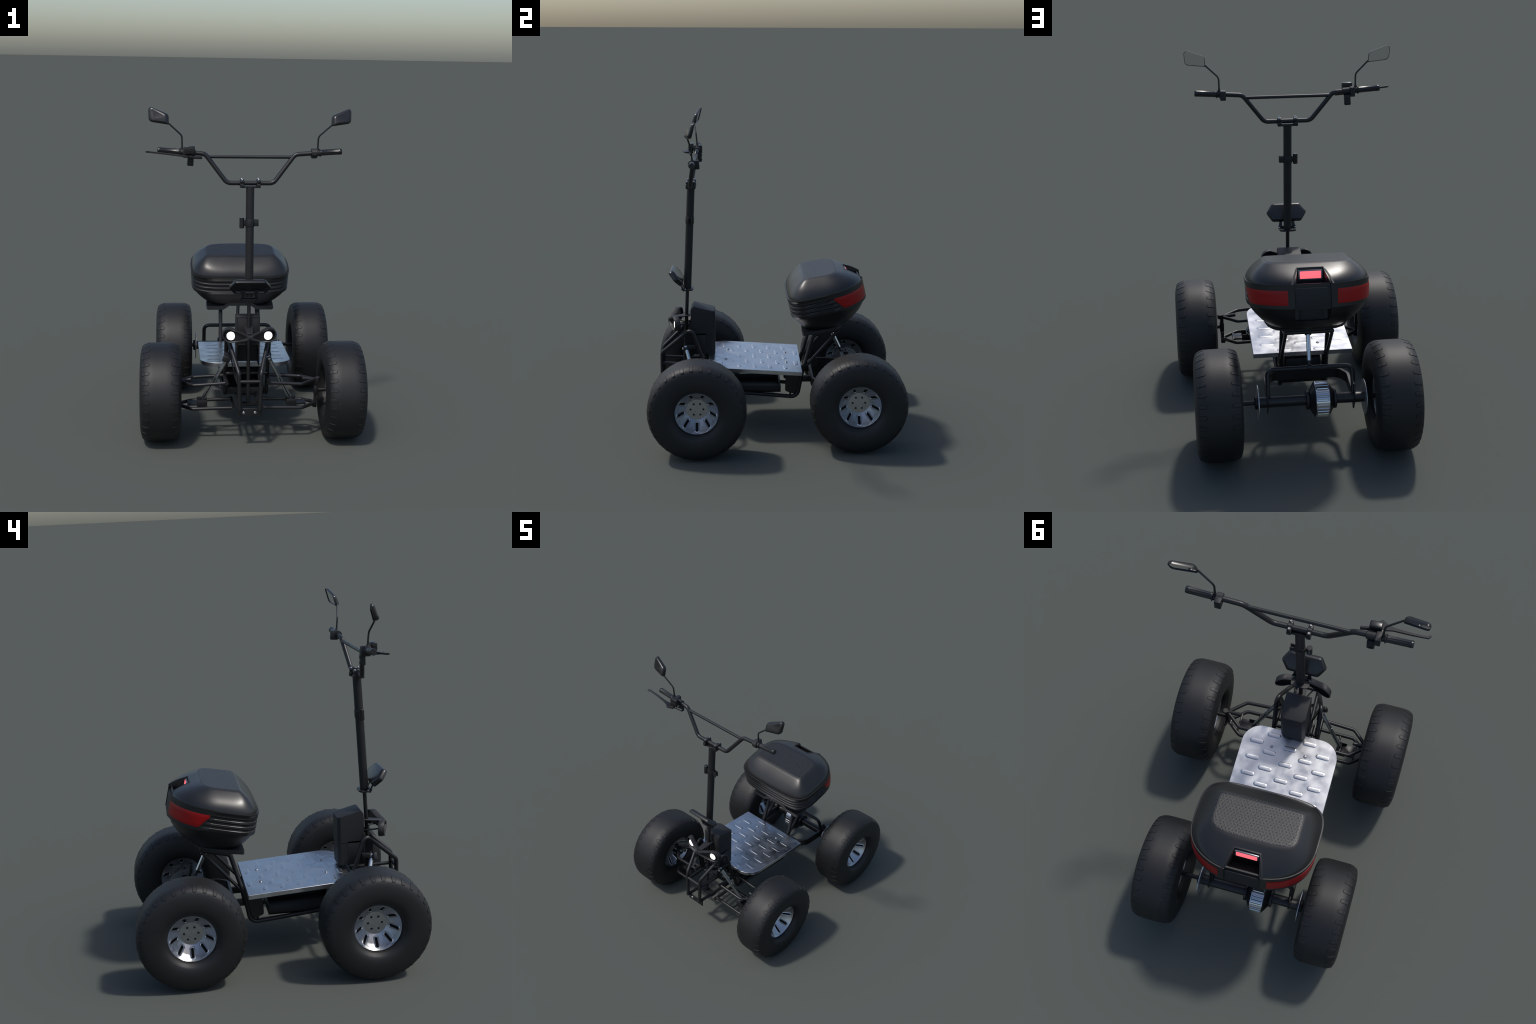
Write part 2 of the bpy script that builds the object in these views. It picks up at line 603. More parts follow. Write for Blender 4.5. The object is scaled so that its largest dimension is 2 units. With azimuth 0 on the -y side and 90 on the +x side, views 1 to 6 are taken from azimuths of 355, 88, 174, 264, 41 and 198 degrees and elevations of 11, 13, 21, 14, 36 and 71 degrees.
BEAD = bead_mesh()
BEAD.materials.append(DECK)
tilt = math.atan(-0.0625)
bead_pos = []
for row in range(5):
    for x in (-0.195, 0.0, 0.195):
        bead_pos.append((x, -0.333 + 0.0975 * row))
for row in range(5):
    for x in (-0.103, 0.106):
        bead_pos.append((x, (-0.390, -0.283, -0.187, -0.089, 0.009)[row]))
bead_pos += [(-0.102, 0.134), (0.104, 0.127)]
for x, y in bead_pos:
    add("raised_bead", BEAD, None, deck, (mx(x), y, deck_z(y)), (tilt, 0, 0))
for x, y in ((0.103, -0.322), (-0.097, -0.312), (0.105, 0.066), (-0.095, 0.067)):
    cap_screw("bolt", (mx(x), y, deck_z(y)), (0, 0.0625, 1), 0.0095, 0.005, deck)

# ------------------------------------------------------------------ main frame
TR = 0.0125
frame = None
for s in (1, -1):
    def P(x, y, z):
        return V((mx(s * x), y, z))
    # nose hoop, down tube, bottom rail, seat upright and rack stay in one bent tube
    tube("frame_tube", [P(0.060, -0.735, 0.262), P(0.065, -0.733, 0.483), P(0.128, -0.536, 0.664), P(0.128, -0.402, 0.246),
                        P(0.130, 0.138, 0.197), P(0.128, 0.165, 0.350), P(0.126, 0.237, 0.612), P(0.124, 0.398, 0.650)],
         TR, [0, 0.035, 0.028, 0.045, 0.045, 0.05, 0.03, 0])
    tube("frame_tube", [P(0.127, 0.187, 0.400), P(0.124, 0.395, 0.640)], 0.0100)
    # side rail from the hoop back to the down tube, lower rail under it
    tube("frame_tube", [P(0.064, -0.730, 0.412), P(0.075, -0.455, 0.398)], 0.0105)
    tube("frame_tube", [P(0.059, -0.737, 0.266), P(0.061, -0.400, 0.244)], 0.0118, 0.05)
    # pivots of the control arms
    tube("pivot_tube", [P(0.128, -0.594, 0.376), P(0.133, -0.395, 0.370)], 0.0118)
    tube("pivot_tube", [P(0.087, -0.600, 0.218), P(0.090, -0.395, 0.216)], 0.0118)
    # gusset between the rail and the deck
    prism("gusset_plate", [(p.x, p.y) for p in fillet([(0.060, 0.235), (0.145, 0.205), (0.168, 0.385), (0.075, 0.392), (0.060, 0.30)], 0.015, 4, True)],
          lambda p, q, h, s=s: V((mx(s * (0.118 + h)), p, q)), 0.006, PAINT)
tube("frame_tube", [(mx(-0.062), -0.735, 0.434), (mx(0.062), -0.735, 0.434)], 0.0105)
tube("frame_tube", [(mx(-0.126), 0.392, 0.649), (mx(0.126), 0.392, 0.649)], TR)
tube("frame_tube", [(mx(-0.125), -0.470, 0.400), (mx(0.125), -0.470, 0.400)], 0.0095)
tube("frame_tube", [(mx(-0.13), 0.155, 0.300), (mx(0.13), 0.155, 0.300)], 0.010)
block("cross_plate", (mx(0), -0.598, 0.250), (0.150, 0.052, 0.012), bevel=0.002)
block("cross_plate", (mx(0), -0.420, 0.243), (0.130, 0.030, 0.010), bevel=0.002)
block("cross_plate", (mx(0), 0.095, 0.238), (0.24, 0.010, 0.085), bevel=0.002)
block("controller_box", (mx(0), 0.112, 0.335), (0.20, 0.095, 0.085), bevel=0.006, mat=MATTE)
nose = prism("nose_plate", [(p.x, p.y) for p in fillet([(-0.070, 0.213), (0.072, 0.213), (0.072, 0.262), (-0.070, 0.262)], 0.003, 2, True)],
             lambda p, q, h: V((mx(p), -0.716 + h, q)), 0.006, PAINT)
for x in (-0.034, 0.034):
    cap_screw("bolt", (mx(x), -0.717, 0.237), (0, -1, 0), 0.0105, 0.007, nose)

# battery tray under the deck: floor and four walls
TY0, TY1, TZ0, TZ1, TW = -0.355, 0.032, 0.226, 0.270, 0.117
tray = block("battery_tray", (mx(0), (TY0 + TY1) / 2, TZ0 + 0.004), (2 * TW, TY1 - TY0, 0.008), bevel=0.001, mat=MATTE)
for s in (1, -1):
    block("tray_wall", (mx(s * (TW - 0.005)), (TY0 + TY1) / 2, (TZ0 + TZ1) / 2 + 0.001), (0.010, TY1 - TY0, TZ1 - TZ0), bevel=0.0015, mat=MATTE, parent=tray)
    block("tray_wall", (mx(0), (TY0 + 0.006 if s > 0 else TY1 - 0.006), (TZ0 + TZ1) / 2), (2 * TW - 0.021, 0.011, TZ1 - TZ0 - 0.001), bevel=0.0015, mat=MATTE, parent=tray)

# ------------------------------------------------------------------ front suspension
for s in (1, -1):
    def P(x, y, z):
        return V((mx(s * x), y, z))
    ua = tube("control_arm", [P(0.130, -0.583, 0.376), P(0.326, -0.578, 0.362), P(0.412, -0.500, 0.362)], 0.0104, 0.035)
    tube("arm_brace", [P(0.133, -0.416, 0.371), P(0.330, -0.417, 0.361), P(0.412, -0.484, 0.362)], 0.0104, 0.035, parent=ua)
    rod("ball_joint_sleeve", P(0.338, -0.492, 0.372), P(0.414, -0.492, 0.364), 0.0110, parent=ua)
    la = tube("control_arm", [P(0.090, -0.582, 0.220), P(0.331, -0.580, 0.215), P(0.420, -0.502, 0.217)], 0.0107, 0.035)
    tube("arm_brace", [P(0.092, -0.420, 0.219), P(0.340, -0.422, 0.214), P(0.420, -0.486, 0.217)], 0.0107, 0.035, parent=la)
    block("arm_strap", P(0.356, -0.500, 0.219), (0.010, 0.110, 0.020), bevel=0.003, parent=la)
    for y in (-0.524, -0.458):
        block("shock_mount", P(0.272, y, 0.228), (0.062, 0.005, 0.044), bevel=0.002, parent=la)
    block("shock_mount", P(0.300, -0.491, 0.222), (0.110, 0.070, 0.012), bevel=0.002, parent=la)
    tube("arm_strap", [P(0.250, -0.580, 0.217), P(0.250, -0.422, 0.215)], 0.0065, parent=la)
    # knuckle with kingpin and stub axle
    kn = rod("steering_knuckle", P(0.422, -0.492, 0.186), P(0.424, -0.492, 0.374), 0.0105)
    block("knuckle_block", P(0.424, -0.492, 0.296), (0.026, 0.034, 0.055), bevel=0.004, parent=kn)
    rod("knuckle_cap", P(0.434, -0.492, 0.352), P(0.434, -0.492, 0.378), 0.0160, parent=kn)
    block("knuckle_block", P(0.418, -0.492, 0.206), (0.026, 0.028, 0.036), bevel=0.004, parent=kn)
    rod("stub_axle", P(0.424, -0.491, 0.2975), V((s * 0.505, -0.491, 0.2975)), 0.0125, parent=kn)
    block("steering_arm", P(0.428, -0.468, 0.272), (0.014, 0.060, 0.012), bevel=0.003, parent=kn)
    # damper: thick body, then a thinner fork of two rods
    top, bot = P(0.124, -0.573, 0.526), P(0.268, -0.491, 0.246)
    d = bot - top
    sh = rod("shock_absorber", top - d * 0.06, top + d * 0.47, 0.0128, 0.0118, mat=SHOCK)
    u, w_ = frame_of(d)
    for k in (-1, 1):
        off = V((0, 1, 0)).cross(d).normalized() * 0.0074 * k
        rod("shock_rod", top + d * 0.44 + off, top + d * 0.98 + off, 0.0058, n=14, mat=SHOCK, parent=sh)
    rod("shock_rod", top + d * 0.45, top + d * 0.98, 0.0040, n=12, parent=sh)
    rod("shock_eye", top + V((0, -0.020, 0)), top + V((0, 0.018, 0)), 0.0150, mat=PAINT, parent=sh)
    cap_screw("bolt", top + V((0, -0.021, 0.0)), (0, -1, 0), 0.0095, 0.006, sh)
    rod("shock_eye", bot + V((0, -0.034, 0)), bot + V((0, 0.034, 0)), 0.0090, mat=PAINT, parent=sh)
    block("shock_bracket", P(0.124, -0.540, 0.540), (0.030, 0.050, 0.030), bevel=0.004)
    # flat bar from the hoop's apex down to the side rail
    g = [P(0.121, -0.585, 0.618), P(0.121, -0.540, 0.645), P(0.072, -0.540, 0.400), P(0.072, -0.585, 0.400)]
    th = V((s * 0.006, 0, -0.0012))
    loft("shock_gusset", [g, [p + th for p in g]], PAINT)
block("shock_bracket", (-0.160, -0.590, 0.530), (0.046, 0.024, 0.042), rot('Y', 20), 0.006)

# ------------------------------------------------------------------ steering column
def col(z):
    """Centre line of the raked column."""
    return V((CX, -0.5675 + 0.0467 * (z - 0.894), z))


col_ob = rod("steering_column", col(0.898), col(1.556), 0.0242, n=28, mat=COLUMN)
rod("steering_shaft", col(0.250), col(0.905), 0.0112, n=18, mat=PAINT, parent=col_ob)
lathe("column_sleeve", [(0, 0.0240), (0, 0.0262), (0.003, 0.0270), (0.043, 0.0270), (0.046, 0.0262), (0.046, 0.0240)], col(1.318), col(1.4) - col(1.3), 28, COLUMN, col_ob)
rod("clamp_knob", (mx(-0.047), -0.552, 1.310), (mx(-0.047), -0.549, 1.372), 0.0142, mat=GLOSSY, parent=col_ob)
block("clamp_ear", (mx(-0.030), -0.548, 1.340), (0.028, 0.014, 0.034), bevel=0.003, mat=COLUMN, parent=col_ob)
for dy in (-0.010, 0.010):
    block("clamp_ear", (mx(0.034), -0.544 + dy, 1.341), (0.034, 0.005, 0.038), bevel=0.0015, mat=COLUMN, parent=col_ob)

# lower yoke of the column and its bracket
prism("column_yoke", [(p.x, p.y) for p in fillet([(-0.054, -0.590), (-0.030, -0.607), (0.030, -0.607), (0.054, -0.590), (0.050, -0.540), (0.030, -0.530), (-0.030, -0.530), (-0.050, -0.540)], 0.010, 4, True)],
      lambda p, q, h: V((mx(p), q, 0.888 + h)), 0.010, PAINT, col_ob)

# shield pad in front of the column: a shallow hexagonal bowl, opening forward and down
pc = V((CX, -0.634, 0.980))
pu, pn = V((0, -0.655, 0.757)), V((0, 0.757, 0.655))
hexa = fillet([(0.124, 0.0), (0.089, 0.058), (-0.089, 0.058), (-0.124, 0.0), (-0.088, -0.058), (0.088, -0.058)],
              [0.016, 0.020, 0.020, 0.016, 0.020, 0.020], 5, True)


def pad_ring(sx, h):
    return [pc + V((1, 0, 0)) * (p.x * sx) + pu * (p.y - (1 - sx) * 0.11 * (1 if p.y > 0 else -1) * min(1, abs(p.y) / 0.05)) + pn * h for p in hexa]


pad = loft("shield_pad", [pad_ring(0.82, 0.0170), pad_ring(0.92, 0.0150), pad_ring(0.975, 0.0080), pad_ring(1.0, -0.004), pad_ring(0.995, -0.0135),
                          pad_ring(0.975, -0.0160), pad_ring(0.945, -0.0150), pad_ring(0.93, -0.006), pad_ring(0.90, -0.002)], GLOSSY, angle=40)
for s in (1, -1):
    prism("pad_bracket", [(p.x, p.y) for p in fillet([(0.056, 0.884), (0.024, 0.884), (0.030, 0.912), (0.026, 0.955), (0.052, 0.955), (0.046, 0.925)], 0.005, 3, True)],
          lambda p, q, h, s=s: V((mx(s * p), -0.592 - 0.45 * (q - 0.884) + h, q)), 0.006, PAINT, pad)
    cap_screw("bolt", (mx(s * 0.047), -0.582, 0.899), (0, 0.1, 1), 0.0080, 0.006, pad)
rod("pad_bracket", (mx(-0.055), -0.586, 0.902), (mx(0.055), -0.586, 0.902), 0.0055, parent=pad)

# ------------------------------------------------------------------ handlebar
BR = 0.0135
ZB, YB = 1.573, -0.536


def H(x, y, z):
    return V((mx(x), y, z))


bar = tube("handlebar", [H(-0.535, -0.507, 1.757), H(-0.262, -0.510, 1.738), H(-0.135, YB, ZB), H(0.135, YB, ZB), H(0.262, -0.510, 1.738), H(0.535, -0.507, 1.757)],
           BR, 0.045, n=18, seg=7)
tube("crossbar", [H(-0.252, -0.511, 1.722), H(0.252, -0.511, 1.722)], 0.0098, parent=bar)
block("bar_clamp_seat", (CX, YB + 0.001, 1.551), (0.086, 0.046, 0.010), bevel=0.003, parent=bar)
for s in (1, -1):
    c = H(s * 0.048, YB, ZB)
    block("bar_clamp", c + V((0, 0, -0.013)), (0.023, 0.062, 0.026), bevel=0.003, parent=bar)
    block("bar_clamp", c + V((0, 0, 0.0105)), (0.023, 0.060, 0.018), bevel=0.006, parent=bar)
    rod("bar_clamp", c + V((-0.0118, 0, 0.003)), c + V((0.0118, 0, 0.003)), 0.0205, parent=bar)
    for dy in (-0.021, 0.021):
        cap_screw("bolt", c + V((0, dy, 0.020)), (0, 0, 1), 0.0065, 0.006, bar)

    # grip: ribbed lengthwise, with a collar ring
    g0, g1 = H(s * 0.410, -0.5085, 1.7483), H(s * 0.535, -0.507, 1.7570)
    ax = (g1 - g0).normalized()
    n, L = 48, (g1 - g0).length
    prof = [(0, 0.0165, 0), (0.002, 0.0178, 0), (0.006, 0.0178, 0), (0.010, 0.0176, 1), (L - 0.020, 0.0176, 1), (L - 0.016, 0.0180, 0), (L - 0.004, 0.0178, 0), (L, 0.0150, 0)]
    rows = []
    for a, r, k in prof:
        rows.append([(a, (r - k * 0.0026 * (0.5 + 0.5 * cos(9 * 2 * pi * i / n)) ** 0.6) * sin(2 * pi * i / n),
                      -(r - k * 0.0026 * (0.5 + 0.5 * cos(9 * 2 * pi * i / n)) ** 0.6) * cos(2 * pi * i / n)) for i in range(n)])
    v, f = loft_data([[V(p) for p in r] for r in rows])
    add("grip", mesh("grip", place(v, g0, ax), f, 40), GLOSSY, bar)
    r0 = H(s * 0.403, -0.5085, 1.7479)
    lathe("grip_collar", [(0, 0), (0, 0.0185), (0.002, 0.0235), (0.006, 0.0235), (0.008, 0.019), (0.008, 0)], r0, ax, 12, MATTE, bar)
    rod("grip_collar", H(s * 0.372, -0.5085, 1.7455), r0 + ax * 0.002, 0.0178, mat=MATTE, parent=bar)

    # mirror on its bent stem
    st = tube("mirror_stem", [H(s * 0.394, -0.509, 1.758), H(s * 0.394, -0.511, 1.790), H(s * 0.395, -0.516, 1.842), H(s * 0.4685, -0.532, 1.910)], 0.0050, [0, 0.03, 0.035, 0], n=10, parent=bar)
    lathe("mirror_stem_foot", [(0, 0), (0, 0.0085), (0.004, 0.0085), (0.022, 0.0050), (0.022, 0)], H(s * 0.394, -0.509, 1.760), (0, 0, 1), 12, MATTE, bar)
    o2 = fillet([(0.4675, 1.9030), (0.4695, 1.9620), (0.5885, 2.0100), (0.5850, 1.9190)], [0.004, 0.022, 0.016, 0.026], 6, True)
    cxm, czm = 0.527, 1.951

    def ym(x, z):   # the mirror's plane is turned inwards and tilted
        return -0.5110 + 0.125 * (x - cxm) + 0.25 * (z - czm)

    def mring(k, dy):
        return [V((mx(s * (cxm + (p.x - cxm) * k)), ym(p.x, p.y) + dy, czm + (p.y - czm) * k)) for p in o2]
    mir = loft("mirror", [mring(0.955, 0.002), mring(0.955, 0.0080), mring(0.985, 0.0090), mring(1.0, 0.006), mring(0.99, -0.003), mring(0.955, -0.0085), mring(0.88, -0.0135), mring(0.74, -0.0175), mring(0.60, -0.0190)],
               GLOSSY, bar, angle=50)
    loft("mirror_glass", [mring(0.952, 0.0015), mring(0.952, 0.0045)], GLASS, bar)

# right-hand throttle block
rod("throttle_housing", H(0.358, -0.509, 1.7440), H(0.391, -0.5088, 1.7465), 0.0265, n=10, mat=MATTE, parent=bar)
block("throttle_housing", H(0.374, -0.489, 1.7425), (0.032, 0.042, 0.053), bevel=0.004, mat=MATTE, parent=bar, R=rot('X', 4))
# left-hand controls: two collars, fluid box, lever with its cylinder, switch pod
rod("switch_collar", H(-0.318, -0.509, 1.7418), H(-0.362, -0.509, 1.7448), 0.0205, mat=MATTE, parent=bar)
block("lever_clamp", H(-0.374, -0.502, 1.742), (0.028, 0.052, 0.054), bevel=0.004, mat=MATTE, parent=bar)
block("switch_pod", H(-0.345, -0.492, 1.696), (0.036, 0.026, 0.060), bevel=0.004, mat=MATTE, parent=bar, R=rot('Y', 3))
for dz in (-0.018, 0.012):
    block("switch_button", H(-0.345, -0.478, 1.697 + dz), (0.020, 0.006, 0.012), bevel=0.002, mat=GLOSSY, parent=bar)
resv = block("fluid_box", H(-0.351, -0.548, 1.762), (0.060, 0.034, 0.050), bevel=0.007, mat=GLOSSY, parent=bar, seg=3)
rod("brake_cylinder", H(-0.355, -0.556, 1.7225), H(-0.280, -0.545, 1.7195), 0.0090, mat=GLOSSY, parent=bar)
block("lever_bracket", H(-0.362, -0.560, 1.727), (0.050, 0.050, 0.012), bevel=0.002, mat=PAINT, parent=bar)
# lever blade: outline seen from above, thin in height, climbing outward
lev = fillet([(-0.350, -0.588), (-0.372, -0.604), (-0.405, -0.582), (-0.435, -0.5745), (-0.520, -0.566), (-0.580, -0.5655), (-0.598, -0.5740), (-0.604, -0.566), (-0.592, -0.5535),
              (-0.520, -0.5535), (-0.430, -0.558), (-0.392, -0.552), (-0.355, -0.560)], 0.006, 3, True)
prism("brake_lever", [(p.x, p.y) for p in lev], lambda p, q, h: V((mx(p), q, 1.7215 + (-0.350 - p) * 0.105 + h)), 0.010, PAINT, bar, ch=0.002, angle=40)

# ------------------------------------------------------------------ headlight
LENS_P, LENS_Z = 0.109, 0.686


def lamp_front(p):
    return -0.696 + 0.052 * (p / 0.15) ** 1.1


lamp = block("headlight", (CX, -0.662, 0.684), (0.026, 0.058, 0.026), bevel=0.006, mat=MATTE)
prism("lamp_bracket", [(p.x, p.y) for p in fillet([(-0.018, -0.668), (0.018, -0.668), (0.026, -0.590), (0.026, -0.552), (-0.026, -0.552), (-0.026, -0.590)], 0.006, 3, True)],
      lambda p, q, h: V((mx(p), q, 0.700 + 0.12 * (q + 0.665) + h)), 0.008, MATTE, lamp)
for s in (1, -1):
    tube("lamp_bracket", [(mx(s * 0.062), -0.640, 0.672), (mx(s * 0.016), -0.560, 0.652)], 0.0045, mat=MATTE, parent=lamp, n=10)
for s in (1, -1):
    def tear(R, p0, hh, n=12):
        """Teardrop: a round end and two tangents running to the middle."""
        pts = []
        for i in range(n + 1):
            th = radians(105) - radians(210) * i / n
            pts.append(V((0.1145 + R * cos(th), 0.6895 + R * sin(th))))
        pts.append(V((0.060, 0.677 - R * 0.42)))
        pts.append(V((p0, 0.683 - hh)))
        pts.append(V((p0, 0.683 + hh)))
        pts.append(V((0.060, 0.694 + R * 0.42)))
        return fillet(pts, 0.02, 3, True)
    o_, i_ = tear(0.0455, 0.0, 0.014), tear(0.0375, 0.022, 0.003)

    def LR(loop, dy, s=s):
        return [V((mx(s * p.x), lamp_front(max(0, p.x)) + dy, p.y)) for p in loop]
    loft("lamp_shell", [LR(i_, 0.036), LR(i_, 0.003), LR(tear(0.0395, 0.018, 0.006), 0.0), LR(tear(0.0435, 0.004, 0.012), 0.0), LR(o_, 0.003), LR(o_, 0.033), LR(tear(0.0435, 0.004, 0.012), 0.036), LR(i_, 0.036)],
         MATTE, lamp, cap0=False, cap1=False, angle=45)
    loft("lamp_bowl", [LR(tear(0.0377, 0.020, 0.004), 0.018), LR(tear(0.0377, 0.020, 0.004), 0.026)], GLOSSY, lamp)
    lc = V((mx(s * LENS_P), lamp_front(LENS_P) + 0.016, LENS_Z))
    ax = V((s * 0.10, -1, 0)).normalized()
    lathe("lamp_rim", [(-0.004, 0.0), (-0.004, 0.0290), (0.004, 0.0290), (0.004, 0.0250), (0.0, 0.0250)], lc, ax, 24, MATTE, lamp)
    lathe("lamp_lens", [(0.0, 0), (0.0, 0.0248), (0.002, 0.0246), (0.005, 0.019), (0.0065, 0.010), (0.007, 0)], lc, ax, 24, LAMP, lamp)

# ------------------------------------------------------------------ control box behind the column
def box_ring(z, k):
    """Section of the box: flat front, chamfered rear corners; k = 0 at the flat top slope."""
    return [(-0.070, -0.543), (-0.070, -0.410), (-0.054, -0.392), (0.054, -0.392), (0.070, -0.410), (0.070, -0.543)]


def top_z(y, zc=0):
    return 0.788 - 0.25 * (y + 0.525) - zc


sec = box_ring(0, 0)
r_bot = [V((mx(p), q, 0.470)) for p, q in sec]
r_a = [V((mx(p), q, top_z(q) - (0.020 if q < -0.5 else 0.004))) for p, q in sec]
r_b = [V((mx(p * 0.985), q + 0.014 if q < -0.5 else q - 0.001, top_z(q + 0.014 if q < -0.5 else q) - 0.001)) for p, q in sec]
r_c = [V((mx(p * 0.96), q + 0.017 if q < -0.5 else q - 0.003, top_z(q + 0.017 if q < -0.5 else q))) for p, q in sec]
# the lower front is left open between two side cheeks
sec_in = [(-0.070, -0.448), (-0.070, -0.410), (-0.054, -0.392), (0.054, -0.392), (0.070, -0.410), (0.070, -0.448)]
cbox = loft("control_box", [[V((mx(p), q, 0.600)) for p, q in sec], r_a, r_b, r_c], MATTE, angle=30)
loft("box_lower_half", [[V((mx(p), q, 0.470)) for p, q in sec_in], [V((mx(p), q, 0.602)) for p, q in sec_in]], MATTE, cbox, angle=30)
for s in (1, -1):
    block("box_cheek", (mx(s * 0.0665), -0.496, 0.540), (0.007, 0.094, 0.140), bevel=0.001, mat=MATTE, parent=cbox)
block("box_flange", (mx(0), -0.5445, 0.690), (0.126, 0.006, 0.150), bevel=0.002, mat=MATTE, parent=cbox)

# ------------------------------------------------------------------ top case (built in its own tilted frame: x, v rearward, w up)
CASE_LOC, CASE_ROT = (CX, 0.309, 0.9305), (radians(13), 0, 0)
NP = 96


def ring(hw, vf, vr, wf, wr=None, nf=4.7, nr=2.35, vm=None, sx=1.0):
    wr = wf if wr is None else wr
    vm = vf + 0.50 * (vr - vf) if vm is None else vm
    pts = []
    for i in range(NP):
        th = 2 * pi * i / NP
        c, s = cos(th), sin(th)
        n = nf if s < 0 else nr
        # even spacing along a superellipse: radius from direction
        k = (abs(c) ** n + abs(s) ** n) ** (-1 / n)
        x = hw * c * k
        v = vm + s * k * ((vr - vm) if s > 0 else (vm - vf))
        w = wf + (wr - wf) * (v - vf) / (vr - vf)
        pts.append(V((x, v, w)))
    return pts


def sstep(a, b, x):
    t = max(0, min(1, (x - a) / (b - a)))
    return t * t * (3 - 2 * t)


def band(w, d):
    """Ring of the waist band; grooves fade out where the reflector starts."""
    pts = ring(0.326 - 0.004 * (-w / 0.12), -0.2495 - 0.002 * (-w / 0.12), 0.249, w)
    out = []
    for p in pts:
        vend = 0.00 + 0.55 * (-w)
        k = d * (1 - sstep(vend - 0.02, vend + 0.008, p.y))
        nrm = V((p.x, p.y, 0)).normalized()
        out.append(p - nrm * k)
    return out


rings = [ring(0.196, -0.186, 0.072, -0.231, -0.268, 4.2, 2.6), ring(0.222, -0.196, 0.110, -0.215, -0.249, 4.3, 2.5), ring(0.252, -0.208, 0.155, -0.195, -0.221, 4.4, 2.45),
         ring(0.280, -0.221, 0.197, -0.168, -0.187), ring(0.299, -0.231, 0.219, -0.147, -0.159), ring(0.310, -0.238, 0.230, -0.130, -0.133),
         ring(0.313, -0.241, 0.235, -0.1245), band(-0.124, 0.003), band(-0.121, 0.0)]
for g in (-0.093, -0.066, -0.039):
    rings += [band(g - 0.0085, 0.0), band(g - 0.004, 0.0058), band(g + 0.002, 0.0066), band(g + 0.0075, 0.0010), band(g + 0.0095, -0.0008), band(g + 0.0120, 0.0)]
rings += [band(-0.012, 0.0), band(-0.0095, -0.0025), band(-0.002, -0.0030), band(0.0008, -0.0015), band(0.0012, 0.004)]
case = loft("top_case", rings, BOWL, loc=CASE_LOC, rot=CASE_ROT, angle=45)

LID = []
for i in range(11):      # a sharp rim at the seam, then a convex slope to a crisp edge round the flat top
    h = i / 10
    LID.append((0.321 - 0.098 * h ** 1.6, -0.2450 + 0.1240 * h ** 1.6, 0.244 - 0.150 * h ** 1.4, 0.1040 * h, 0.0955 * h))
LID.insert(0, (0.321, -0.2450, 0.244, -0.004, -0.004))


def lid_ring(hw, vf, vr, wf, wr, i):
    f = max(0, i - 1) / (len(LID) - 2)
    return ring(hw, vf, vr, wf, wr, 4.7 + 11.0 * f ** 3, 2.35 + 1.6 * f ** 1.5)


lid_rings = [lid_ring(*r, i) for i, r in enumerate(LID)]
lid_v, lid_f = loft_data(lid_rings)
lid_me = mesh("lid", lid_v, lid_f, 40)


def carve(me, prof, w0, w1, name, angle):
    """Cut an upright prism out of a mesh and return the result."""
    cv, cf = loft_data([[V((p, q, w0)) for p, q in prof], [V((p, q, w1)) for p, q in prof]])
    a_, b_ = bpy.data.objects.new("body_tmp", me), bpy.data.objects.new("cutter", mesh("cutter", cv, cf))
    for o in (a_, b_):
        bpy.context.scene.collection.objects.link(o)
    bo = a_.modifiers.new("notch", 'BOOLEAN')
    bo.operation, bo.object, bo.solver = 'DIFFERENCE', b_, 'EXACT'
    bpy.context.view_layer.update()
    res = bpy.data.meshes.new_from_object(a_.evaluated_get(bpy.context.evaluated_depsgraph_get()))
    for o in (a_, b_):
        bpy.data.objects.remove(o)
    res.name = name
    res.materials.clear()
    res.shade_smooth()
    res.set_sharp_from_angle(angle=radians(angle))
    return res


# notch for the latch, cut from the rear of the lid, and the well below it
lid2 = carve(lid_me, [(-0.064, 0.146), (0.064, 0.146), (0.104, 0.30), (-0.104, 0.30)], -0.05, 0.20, "lid", 40)
lid = add("lid", lid2, CASE, case)
well = carve(case.data, [(-0.070, 0.150), (0.070, 0.150), (0.088, 0.222), (-0.088, 0.222)], -0.075, 0.05, "top_case", 45)
well = carve(well, [(-0.093, 0.2305), (0.093, 0.2305), (0.093, 0.30), (-0.093, 0.30)], -0.135, 0.05, "top_case", 45)
well = carve(well, [(-0.085, 0.152), (0.085, 0.152), (0.106, 0.30), (-0.106, 0.30)], -0.200, -0.1235, "top_case", 45)
well.materials.append(BOWL)
case.data = well

# dimpled mat on the lid's top
hw, vf, vr, wf_, wr_ = LID[-1]
slope_ = (wr_ - wf_) / (vr - vf)
pm = []
for d, h in ((0.0005, -0.003), (0.0005, 0.0003), (0.0014, 0.0009), (0.012, 0.0009)):
    pm.append([V((p.x, p.y, wf_ + slope_ * (p.y - vf) + h)) for p in ring(hw - d, vf + d, vr - d, 0.0, 0.0, 15.7, 3.95)])
loft("grip_mat", pm, MAT_PANEL, case, angle=60)


# red reflectors wrapped round the rear corners
def waist_point(th, w, d):
    n = 2.35 if sin(th) > 0 else 4.7
    c, s = cos(th), sin(th)
    hw = 0.326 - 0.004 * (-w / 0.12)
    vf, vr = -0.2495 - 0.002 * (-w / 0.12), 0.249
    vm = vf + 0.5 * (vr - vf)
    k = (abs(c) ** n + abs(s) ** n) ** (-1 / n)
    p = V((hw * c * k, vm + s * k * ((vr - vm) if s > 0 else (vm - vf)), w))
    return p + V((p.x, p.y, 0)).normalized() * d


